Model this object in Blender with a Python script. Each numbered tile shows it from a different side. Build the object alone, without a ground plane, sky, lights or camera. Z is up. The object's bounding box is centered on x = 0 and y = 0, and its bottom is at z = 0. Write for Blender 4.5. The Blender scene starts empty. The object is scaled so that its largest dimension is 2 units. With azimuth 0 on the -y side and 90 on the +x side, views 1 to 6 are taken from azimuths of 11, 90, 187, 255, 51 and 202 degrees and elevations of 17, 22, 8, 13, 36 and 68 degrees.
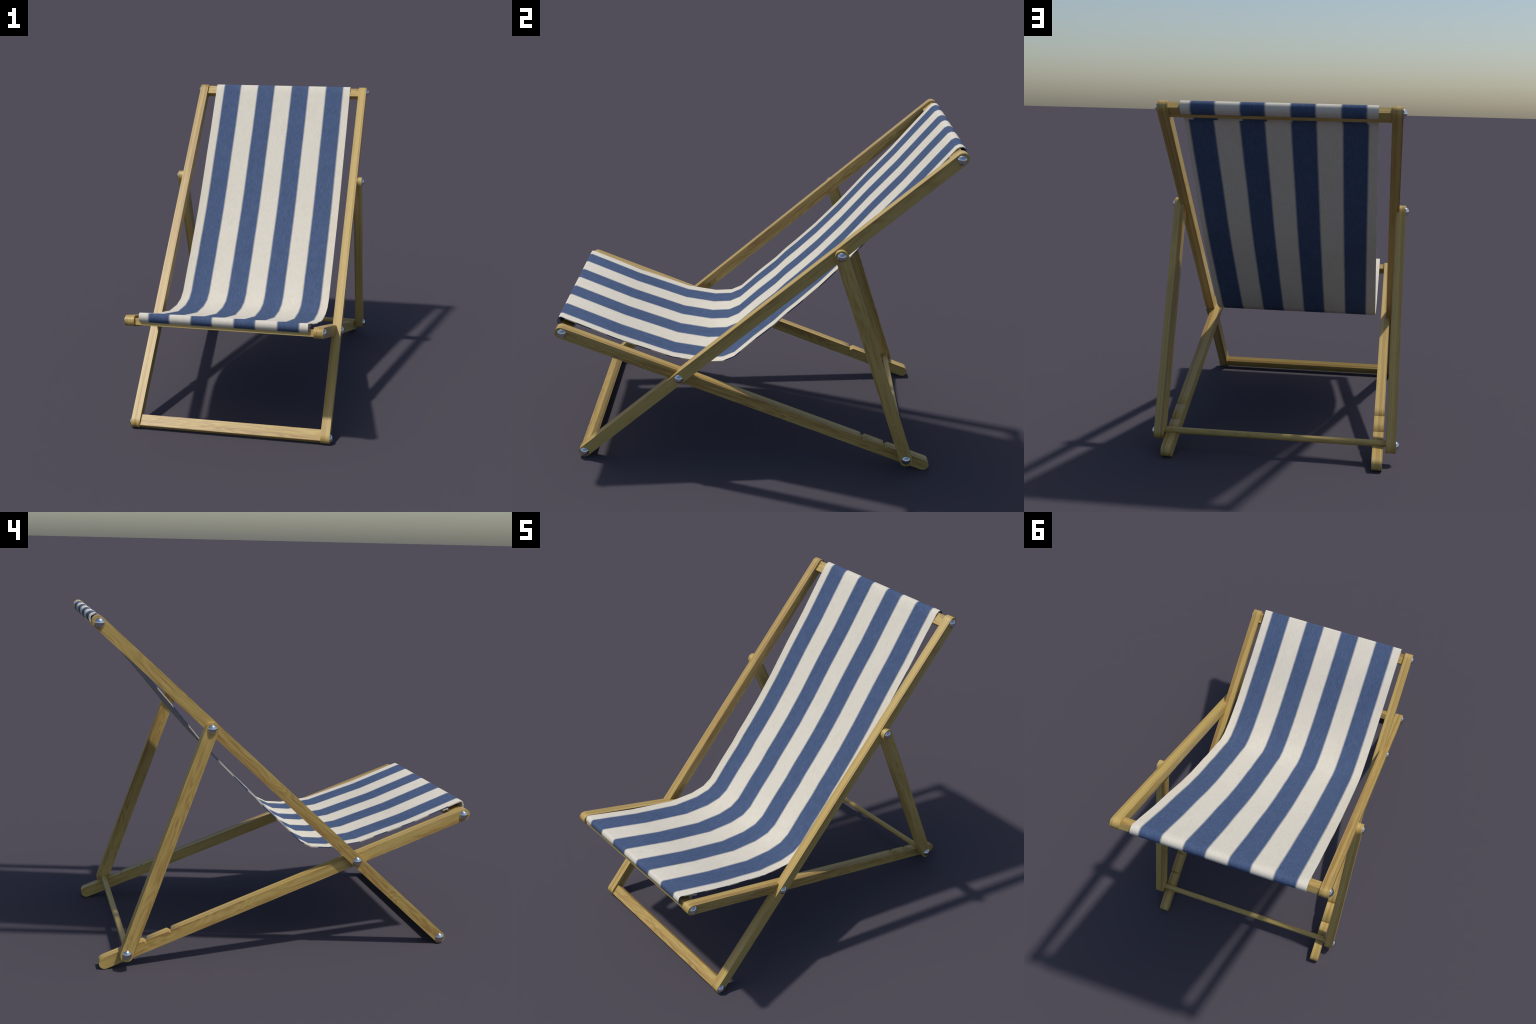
"""Folding beach chair: slatted wooden X-frame, striped canvas sling, domed steel bolts."""
import bpy, bmesh, math
from mathutils import Matrix, Vector

# ------------------------------------------------------------------ layout
# side view (y, z) of every pivot; the frame is mirrored about x = 0
BACK_FOOT, BACK_TOP = Vector((-0.8525, 0.0315)), Vector((0.9625, 1.7310))
SEAT_FRONT, SEAT_FOOT = Vector((-0.9605, 0.7085)), Vector((0.9570, 0.0300))
PROP_FOOT, PROP_TOP = Vector((0.8528, 0.0920)), Vector((0.4323, 1.2240))
PIVOT = Vector((-0.3567, 0.4953))

RAIL_HALF = 0.0300          # half height of the long rails
PROP_HALF = 0.0330          # half height of the prop legs
SEAT_X = (0.4985, 0.5510)   # inner / outer face of each pair of rails
BACK_X = (0.5300, 0.5820)
PROP_X = (0.5620, 0.6135)

CANVAS_HALF = 0.4690        # half width of the sling
FRAME_SHIFT, CANVAS_SHIFT = 0.0020, 0.0033   # the frame and cloth sit a touch off the prop's centre line
END_OVER = 0.0075           # rail end beyond its bolt, in addition to the rounding
STRIPE_FIRST, STRIPE_W = -0.4155, 0.1195


# ------------------------------------------------------------------ node helpers
class Graph:
    def __init__(self, name):
        self.mat = bpy.data.materials.new(name)
        self.mat.use_nodes = True
        self.nt = self.mat.node_tree
        self.bsdf = self.nt.nodes["Principled BSDF"]

    def node(self, kind, **props):
        n = self.nt.nodes.new(kind)
        for k, v in props.items():
            setattr(n, k, v)
        return n

    def put(self, socket, value):
        if isinstance(value, bpy.types.NodeSocket):
            self.nt.links.new(value, socket)
        else:
            socket.default_value = value

    def math(self, op, a, b=0.0, c=0.0, clamp=False):
        n = self.node("ShaderNodeMath", operation=op, use_clamp=clamp)
        for s, v in zip(n.inputs, (a, b, c)):
            self.put(s, v)
        return n.outputs[0]

    def mix(self, fac, a, b, blend="MIX"):
        n = self.node("ShaderNodeMix", data_type="RGBA", blend_type=blend)
        self.put(n.inputs[0], fac)
        for s, v in ((n.inputs[6], a), (n.inputs[7], b)):
            self.put(s, v if isinstance(v, bpy.types.NodeSocket) else (*v, 1.0))
        return n.outputs[2]

    def coords(self, scale, offset=None):
        tc = self.node("ShaderNodeTexCoord")
        m = self.node("ShaderNodeMapping")
        m.inputs["Scale"].default_value = scale
        self.nt.links.new(tc.outputs["Object"], m.inputs["Vector"])
        if offset is not None:
            self.nt.links.new(offset, m.inputs["Location"])
        return m.outputs[0]

    def noise(self, vector, scale=1.0, detail=2.0, rough=0.5, distortion=0.0):
        n = self.node("ShaderNodeTexNoise")
        self.nt.links.new(vector, n.inputs["Vector"])
        for k, v in (("Scale", scale), ("Detail", detail), ("Roughness", rough), ("Distortion", distortion)):
            n.inputs[k].default_value = v
        return n.outputs[0]

    def ramp(self, fac, stops, interp="LINEAR"):
        n = self.node("ShaderNodeValToRGB")
        cr = n.color_ramp
        cr.interpolation = interp
        while len(cr.elements) < len(stops):
            cr.elements.new(0.5)
        for e, (p, c) in zip(cr.elements, stops):
            e.position = p
            e.color = (*c, 1.0) if isinstance(c, tuple) else (c, c, c, 1.0)
        self.put(n.inputs[0], fac)
        return n.outputs[0]

    def finish(self, colour, rough, height=None, bump=0.1, dist=0.001):
        self.put(self.bsdf.inputs["Base Color"], colour)
        self.put(self.bsdf.inputs["Roughness"], rough)
        if height is not None:
            b = self.node("ShaderNodeBump")
            b.inputs["Strength"].default_value = bump
            b.inputs["Distance"].default_value = dist
            self.put(b.inputs["Height"], height)
            self.nt.links.new(b.outputs[0], self.bsdf.inputs["Normal"])
        return self.mat


def wood_material():
    """Pale varnished pine; the grain runs along each part's own x axis."""
    g = Graph("pale_pine")
    rnd = g.node("ShaderNodeObjectInfo").outputs["Random"]
    shift = g.node("ShaderNodeCombineXYZ")
    g.put(shift.inputs[0], g.math("MULTIPLY", rnd, 37.0))
    g.put(shift.inputs[1], g.math("MULTIPLY", rnd, 11.0))
    g.put(shift.inputs[2], g.math("MULTIPLY", rnd, 5.0))
    off = shift.outputs[0]
    # straight growth lines across the edge, wavering figure across the broad side
    lines = g.noise(g.coords((0.45, 100.0, 14.0), off), 1.0, 2.0, 0.5, 0.25)
    figure = g.noise(g.coords((3.8, 22.0, 58.0), off), 1.0, 2.5, 0.55, 1.0)
    wander = g.noise(g.coords((2.0, 9.0, 17.0), off), 1.0, 1.0, 0.5, 0.4)
    ring = g.math("FRACT", g.math("MULTIPLY", wander, 13.0))
    ring = g.math("ABSOLUTE", g.math("SUBTRACT", g.math("MULTIPLY", ring, 2.0), 1.0))
    fine = g.noise(g.coords((6.0, 190.0, 190.0), off), 1.0, 2.0, 0.6)
    # broad sides (local +-y) carry the figure, narrow edges and round ends only straight lines
    tc = g.node("ShaderNodeTexCoord")
    sep = g.node("ShaderNodeSeparateXYZ")
    g.nt.links.new(tc.outputs["Normal"], sep.inputs[0])
    broad = g.math("ADD", 0.2, g.math("MULTIPLY", g.math("ABSOLUTE", sep.outputs[1]), 0.8), clamp=True)
    edge = g.noise(g.coords((0.3, 62.0, 6.0), off), 1.0, 1.0, 0.5)
    lift = g.math("SUBTRACT", 1.0, broad)
    figure = g.math("ADD", g.math("MULTIPLY", figure, broad), g.math("MULTIPLY", edge, lift))
    ring = g.math("ADD", g.math("MULTIPLY", ring, broad), g.math("MULTIPLY", lift, 0.5))
    tone = g.math("ADD", g.math("MULTIPLY", lines, 0.46), g.math("MULTIPLY", figure, 0.42))
    tone = g.math("ADD", tone, g.math("MULTIPLY", ring, 0.10))
    tone = g.math("ADD", tone, g.math("MULTIPLY", fine, 0.07))
    col = g.ramp(tone, [(0.41, (0.355, 0.208, 0.062)), (0.47, (0.435, 0.282, 0.083)),
                        (0.53, (0.500, 0.345, 0.103)), (0.61, (0.555, 0.398, 0.130))])
    g.bsdf.inputs["Specular IOR Level"].default_value = 0.38
    return g.finish(col, 0.395, fine, 0.04, 0.0005)


def stripe_mask(g, axis_value, first, width, soft):
    """1 inside blue bands, 0 inside white ones, with slightly bled edges."""
    p = g.math("DIVIDE", g.math("SUBTRACT", axis_value, first), width * 2.0)
    f = g.math("FRACT", p)                                   # blue for f in 0..0.5
    d = g.math("SUBTRACT", 0.25, g.math("ABSOLUTE", g.math("SUBTRACT", f, 0.25)))
    n = g.node("ShaderNodeMapRange", interpolation_type="SMOOTHSTEP")
    s = soft / (width * 2.0)
    wrap = g.math("ABSOLUTE", g.math("SUBTRACT", g.math("FRACT", g.math("ADD", p, 0.25)), 0.5))
    g.put(n.inputs[0], wrap)                                 # 0 at band centre, 0.25 at the border
    n.inputs[1].default_value, n.inputs[2].default_value = 0.25 - s, 0.25 + s
    n.inputs[3].default_value, n.inputs[4].default_value = 1.0, 0.0
    return n.outputs[0]


def canvas_material(name, first, width, edge=False, taper=0.0):
    g = Graph(name)
    tc = g.node("ShaderNodeTexCoord")
    sep = g.node("ShaderNodeSeparateXYZ")
    g.nt.links.new(tc.outputs["Object"], sep.inputs[0])
    if edge:   # cut edge of the cloth: short alternating dashes along the side
        side = g.math("GREATER_THAN", sep.outputs[0], 0.0)
        y = sep.outputs[1]
        along = g.math("ADD", y, g.math("MULTIPLY", side, 0.027))
        mask = stripe_mask(g, along, first, width, 0.004)
        # the two hems: one tone at the fold, the other next to it, swapped between the sides
        gap = g.math("MULTIPLY", g.math("LESS_THAN", y, -0.873), g.math("GREATER_THAN", y, -0.909))
        left = g.math("MAXIMUM", g.math("MULTIPLY", mask, g.math("GREATER_THAN", y, -0.909)), gap)
        right = g.math("MAXIMUM", mask, g.math("LESS_THAN", y, -0.960))
        mask = g.math("ADD", g.math("MULTIPLY", right, side), g.math("MULTIPLY", left, g.math("SUBTRACT", 1.0, side)))
        # the tucked tail under the front hem runs in the opposite phase to the sheet above it
        below = g.math("ADD", sep.outputs[2], g.math("MULTIPLY", g.math("ADD", y, 0.878), 0.377))
        tail = g.math("MULTIPLY", g.math("LESS_THAN", below, 0.7203), g.math("LESS_THAN", y, -0.85))
        tail = g.math("MULTIPLY", tail, g.math("GREATER_THAN", y, -0.94))
        mask = g.math("ABSOLUTE", g.math("SUBTRACT", mask, tail))
        top = g.math("GREATER_THAN", y, 0.93)
        fold = g.math("ABSOLUTE", g.math("SUBTRACT", g.math("LESS_THAN", y, 0.976), side))
        mask = g.math("ADD", g.math("MULTIPLY", fold, top), g.math("MULTIPLY", mask, g.math("SUBTRACT", 1.0, top)))
    else:
        wob = g.noise(g.coords((140.0, 160.0, 160.0)), 1.0, 1.0)
        x = g.math("ADD", sep.outputs[0], g.math("MULTIPLY", g.math("SUBTRACT", wob, 0.5), 0.003))
        if taper:   # the printed reverse is a little wider spaced towards the top
            x = g.math("MULTIPLY", x, g.math("SUBTRACT", 1.0, g.math("MULTIPLY", g.math("ADD", sep.outputs[1], 0.1), taper)))
        mask = stripe_mask(g, x, first, width, 0.0075)
    streak = g.noise(g.coords((170.0, 30.0, 30.0)), 1.0, 2.0, 0.65)
    cloud = g.noise(g.coords((22.0, 9.0, 9.0)), 1.0, 2.0, 0.5)
    grit = g.noise(g.coords((420.0, 420.0, 420.0)), 1.0, 1.0, 0.5)
    t = g.math("ADD", g.math("MULTIPLY", streak, 0.78), g.math("MULTIPLY", cloud, 0.22))
    blue = g.ramp(t, [(0.30, (0.054, 0.085, 0.163)), (0.50, (0.069, 0.106, 0.200)), (0.70, (0.088, 0.130, 0.236))])
    white = g.ramp(t, [(0.30, (0.670, 0.612, 0.500)), (0.50, (0.718, 0.665, 0.557)), (0.70, (0.750, 0.703, 0.600))])
    col = g.mix(mask, white, blue)
    g.bsdf.inputs["Specular IOR Level"].default_value = 0.12
    h = g.math("ADD", g.math("MULTIPLY", streak, 0.6), g.math("MULTIPLY", grit, 0.4))
    return g.finish(col, 0.9, h, 0.10, 0.0008)


def steel_material():
    g = Graph("polished_steel")
    smear = g.noise(g.coords((60.0, 60.0, 60.0)), 1.0, 2.0)
    g.bsdf.inputs["Metallic"].default_value = 1.0
    rough = g.math("ADD", 0.07, g.math("MULTIPLY", smear, 0.06))
    return g.finish((0.74, 0.75, 0.77, 1.0), rough)


WOOD = wood_material()
STEEL = steel_material()
CANVAS_TOP = canvas_material("striped_canvas_face", STRIPE_FIRST, STRIPE_W)
CANVAS_BACK = canvas_material("striped_canvas_reverse", -0.4135, 0.1215, taper=0.024)
CANVAS_EDGE = canvas_material("striped_canvas_edge", -0.8730, 0.0775, edge=True)


# ------------------------------------------------------------------ mesh helpers
def smooth_by_angle(me, degrees):
    lim = math.cos(math.radians(degrees))
    me.polygons.foreach_set("use_smooth", [True] * len(me.polygons))
    bm = bmesh.new()
    bm.from_mesh(me)
    for e in bm.edges:
        if len(e.link_faces) == 2:
            e.smooth = e.link_faces[0].normal.dot(e.link_faces[1].normal) > lim
    bm.to_mesh(me)
    bm.free()


def to_object(name, bm, mats, degrees=35):
    me = bpy.data.meshes.new(name)
    bmesh.ops.recalc_face_normals(bm, faces=bm.faces)
    bm.to_mesh(me)
    bm.free()
    for m in mats:
        me.materials.append(m)
    smooth_by_angle(me, degrees)
    return place(name, me)


def place(name, me, parent=None):
    ob = bpy.data.objects.new(name, me)
    bpy.context.scene.collection.objects.link(ob)
    return ob


def extrude_outline(outline, half_y, chamfer=0.0004):
    """Closed outline in local x-z, given thickness along local y, cap edges eased."""
    bm = bmesh.new()
    a = [bm.verts.new((x, -half_y, z)) for x, z in outline]
    b = [bm.verts.new((x, half_y, z)) for x, z in outline]
    fa, fb = bm.faces.new(a), bm.faces.new(list(reversed(b)))
    n = len(outline)
    for i in range(n):
        bm.faces.new((a[i], b[i], b[(i + 1) % n], a[(i + 1) % n]))
    bmesh.ops.recalc_face_normals(bm, faces=bm.faces)
    if chamfer:
        rim = list({e for f in (fa, fb) for e in f.edges})
        bmesh.ops.bevel(bm, geom=rim, offset=chamfer, segments=1, affect="EDGES")
    return bm


def stadium(length, half, steps=8, notches=(), over=(0.0, 0.0)):
    """Round-ended bar outline along x; notches bite into the top edge.
    Short straights next to the round ends and notches keep the long faces flat in shading."""
    x0, x1, ease = -over[0], length + over[1], 0.012
    pts = [(x0 + ease, half)]
    for i in range(steps + 1):
        t = math.radians(90 + 180 * i / steps)
        pts.append((x0 + half * math.cos(t), half * math.sin(t)))
    pts += [(x0 + ease, -half), (x1 - ease, -half)]
    for i in range(steps + 1):
        t = math.radians(-90 + 180 * i / steps)
        pts.append((x1 + half * math.cos(t), half * math.sin(t)))
    pts.append((x1 - ease, half))
    for start, depth in sorted(notches, reverse=True):       # walking back along the top
        pts += [(start + 0.0255, half), (start + 0.0115, half - depth), (start, half)]
    if notches:
        pts.append((min(n[0] for n in notches) - 0.05, half))
    return pts


def frame_matrix(origin, towards, x):
    """Local x along the bar, local z its upper edge, local y across the chair."""
    d = (towards - origin).normalized()
    ax = Vector((0, d.x, d.y))
    az = Vector((0, -d.y, d.x))
    if az.z < 0:
        az = -az
    ay = az.cross(ax)
    m = Matrix((ax, ay, az)).transposed().to_4x4()
    m.translation = Vector((x, origin.x, origin.y))
    return m


root = bpy.data.objects.new("deck_chair", None)
root.empty_display_size = 0.2
bpy.context.scene.collection.objects.link(root)
root["label"] = "folding wooden deck chair with blue and white striped canvas sling"
root["category"] = "deck chair"


def adopt(child, parent):
    bpy.context.view_layer.update()
    child.parent = parent
    child.matrix_parent_inverse = parent.matrix_world.inverted()


# ------------------------------------------------------------------ rails and legs
def rail_pair(name, start, end, half, xs, notches=(), over=(0.0, 0.0), shift=0.0):
    mid, thick = (xs[0] + xs[1]) / 2, (xs[1] - xs[0]) / 2
    first = to_object(name, extrude_outline(stadium((end - start).length, half, 8, notches, over), thick, 0.0), [WOOD],
                      62 if notches else 35)
    second = place(name, first.data)
    for ob, side in ((first, 1), (second, -1)):
        ob.matrix_world = frame_matrix(start, end, side * mid + shift)
        adopt(ob, root)
    return first, second


back = rail_pair("back_rail", BACK_FOOT, BACK_TOP, RAIL_HALF, BACK_X, over=(0.0, END_OVER), shift=FRAME_SHIFT)
seat = rail_pair("seat_rail", SEAT_FRONT, SEAT_FOOT, RAIL_HALF, SEAT_X,
                 notches=[(1.6570, 0.0165), (1.7900, 0.0165), (1.9030, 0.0165)],
                 over=(END_OVER, 0.0), shift=FRAME_SHIFT)
prop = rail_pair("prop_leg", PROP_FOOT, PROP_TOP, PROP_HALF, PROP_X, over=(0.0035, 0.0))


# ------------------------------------------------------------------ cross pieces
def slat(name, anchor, towards, t0, t1, n0, n1, half_len):
    """Rectangular cross piece; its section lies in the rail's own frame at the bolt."""
    m = frame_matrix(anchor, towards, 0.0)
    c = m @ Vector(((t0 + t1) / 2, 0, (n0 + n1) / 2))
    w, h = (n1 - n0) / 2, (t1 - t0) / 2
    bm = bmesh.new()
    bmesh.ops.create_cube(bm, size=2.0)
    for v in bm.verts:
        v.co = Vector((v.co.x * half_len, v.co.y * w, v.co.z * h))
    long_edges = [e for e in bm.edges if abs(e.verts[0].co.x - e.verts[1].co.x) > half_len]
    bmesh.ops.bevel(bm, geom=long_edges, offset=0.0015, segments=2, affect="EDGES")
    ob = to_object(name, bm, [WOOD])
    up = m.to_3x3() @ Vector((1, 0, 0))
    ax = Vector((1, 0, 0))
    r = Matrix((ax, up.cross(ax), up)).transposed().to_4x4()
    r.translation = Vector((FRAME_SHIFT, c.y, c.z))
    ob.matrix_world = r
    adopt(ob, root)
    return ob


SLAT = (-0.0225, 0.0441, -0.0195, 0.0178)      # section along / across the rail, from the bolt
slat("cross_slat", BACK_TOP, BACK_FOOT, *SLAT, BACK_X[0] + 0.004)
slat("cross_slat", SEAT_FRONT, SEAT_FOOT, *SLAT[:2], -0.0220, 0.0168, SEAT_X[0] + 0.004)
slat("cross_slat", BACK_FOOT, BACK_TOP, *SLAT, BACK_X[0] + 0.004)

bm = bmesh.new()
bmesh.ops.create_cone(bm, cap_ends=True, segments=24, radius1=0.0166, radius2=0.0166,
                      depth=2 * (PROP_X[0] + 0.01), matrix=Matrix.Rotation(math.pi / 2, 4, "Y"))
dowel = to_object("dowel", bm, [WOOD], 50)
dowel.location = (0, PROP_FOOT.x - 0.006, PROP_FOOT.y + 0.0080)
adopt(dowel, root)


# ------------------------------------------------------------------ bolts
def dome_mesh(radius=0.0272, rise=0.0168, rings=9, around=28):
    """Spherical cap on a short buried shank, pole along +x, rim at x = 0."""
    bm = bmesh.new()
    cx = rise - radius
    start = math.acos(min(1.0, -cx / radius))
    loops = []
    base = radius * math.sin(start)
    prof = [(-0.004, base)] + [(cx + radius * math.cos(start * (1 - i / rings)), radius * math.sin(start * (1 - i / rings)))
                               for i in range(rings)]
    for x, r in prof:
        loops.append([bm.verts.new((x, r * math.cos(math.tau * k / around), r * math.sin(math.tau * k / around)))
                      for k in range(around)])
    for a, b in zip(loops, loops[1:]):
        for k in range(around):
            bm.faces.new((a[k], a[(k + 1) % around], b[(k + 1) % around], b[k]))
    tip = bm.verts.new((rise, 0, 0))
    for k in range(around):
        bm.faces.new((loops[-1][k], loops[-1][(k + 1) % around], tip))
    bm.faces.new(list(reversed(loops[0])))
    return bm


bolt_mesh = None
for pair, faces, spots in ((back, BACK_X, (BACK_FOOT, PIVOT, BACK_TOP)), (seat, SEAT_X, (SEAT_FRONT,)),
                           (prop, PROP_X, (PROP_FOOT, PROP_TOP))):
    for rail, side in zip(pair, (1, -1)):
        for p in spots:
            if bolt_mesh is None:
                b = to_object("bolt", dome_mesh(), [STEEL], 50)
                bolt_mesh = b.data
            else:
                b = place("bolt", bolt_mesh)
            b.location = (side * faces[1] + (0.0 if pair is prop else FRAME_SHIFT), p.x, p.y)
            if side < 0:
                b.rotation_euler = (0, 0, math.pi)
            adopt(b, rail)


# ------------------------------------------------------------------ canvas sling
# outer face of the cloth in side view, from the tail tucked under the seat front,
# round the front slat, along the sag, up the back, round the top slat to its tail
SLING = [(-0.8780, 0.7125), (-0.9040, 0.7218), (-0.9190, 0.6990), (-0.9320, 0.6930), (-0.9740, 0.7065),
         (-0.9912, 0.7192), (-0.9980, 0.7310), (-0.9985, 0.7460), (-0.9900, 0.7635), (-0.9790, 0.7660),
         (-0.690, 0.6570), (-0.400, 0.5670), (-0.234, 0.5470), (-0.139, 0.5560), (-0.079, 0.5870),
         (0.022, 0.6890), (0.122, 0.7830), (0.175, 0.8420), (0.238, 0.9035), (0.345, 1.0140),
         (0.468, 1.1550), (0.610, 1.3330), (0.749, 1.4980), (0.886, 1.6750), (0.919, 1.7165), (0.9515, 1.7580),
         (0.9680, 1.7675), (0.9840, 1.7663), (0.9960, 1.7575), (1.0005, 1.7455), (0.9985, 1.7310), (0.9890, 1.7180),
         (0.9700, 1.7035), (0.9500, 1.7010), (0.9280, 1.7020), (0.9135, 1.6880), (0.9060, 1.6785)]
CLOTH = 0.0058


def inward_offset(path, d):
    """Shift the polyline towards its inner side (below the seat) by d, mitred at the bends."""
    out = []
    pts = [Vector(p) for p in path]
    for i, p in enumerate(pts):
        a = (p - pts[i - 1]).normalized() if i else None
        b = (pts[i + 1] - p).normalized() if i < len(pts) - 1 else None
        ns = [Vector((t.y, -t.x)) for t in (a, b) if t is not None]
        n = sum(ns, Vector((0, 0))).normalized()
        k = 1.0 / max(0.55, n.dot(ns[0]))
        out.append(p + n * d * k)
    return out


outer = [Vector(p) for p in SLING]
inner = inward_offset(SLING, CLOTH)
bm = bmesh.new()
cols = 9
xs = [-CANVAS_HALF + 2 * CANVAS_HALF * i / (cols - 1) for i in range(cols)]
vo = [[bm.verts.new((x, p.x, p.y)) for x in xs] for p in outer]
vi = [[bm.verts.new((x, p.x, p.y)) for x in xs] for p in inner]
for i in range(len(outer) - 1):
    for j in range(cols - 1):
        bm.faces.new((vo[i][j], vo[i][j + 1], vo[i + 1][j + 1], vo[i + 1][j])).material_index = 0
        bm.faces.new((vi[i][j], vi[i + 1][j], vi[i + 1][j + 1], vi[i][j + 1])).material_index = 1
    for j in (0, cols - 1):
        bm.faces.new((vo[i][j], vo[i + 1][j], vi[i + 1][j], vi[i][j])).material_index = 2
for i in (0, len(outer) - 1):
    for j in range(cols - 1):
        bm.faces.new((vo[i][j], vo[i][j + 1], vi[i][j + 1], vi[i][j])).material_index = 0
sling = to_object("canvas_sling", bm, [CANVAS_TOP, CANVAS_BACK, CANVAS_EDGE], 62)
sling.location.x = CANVAS_SHIFT
adopt(sling, root)
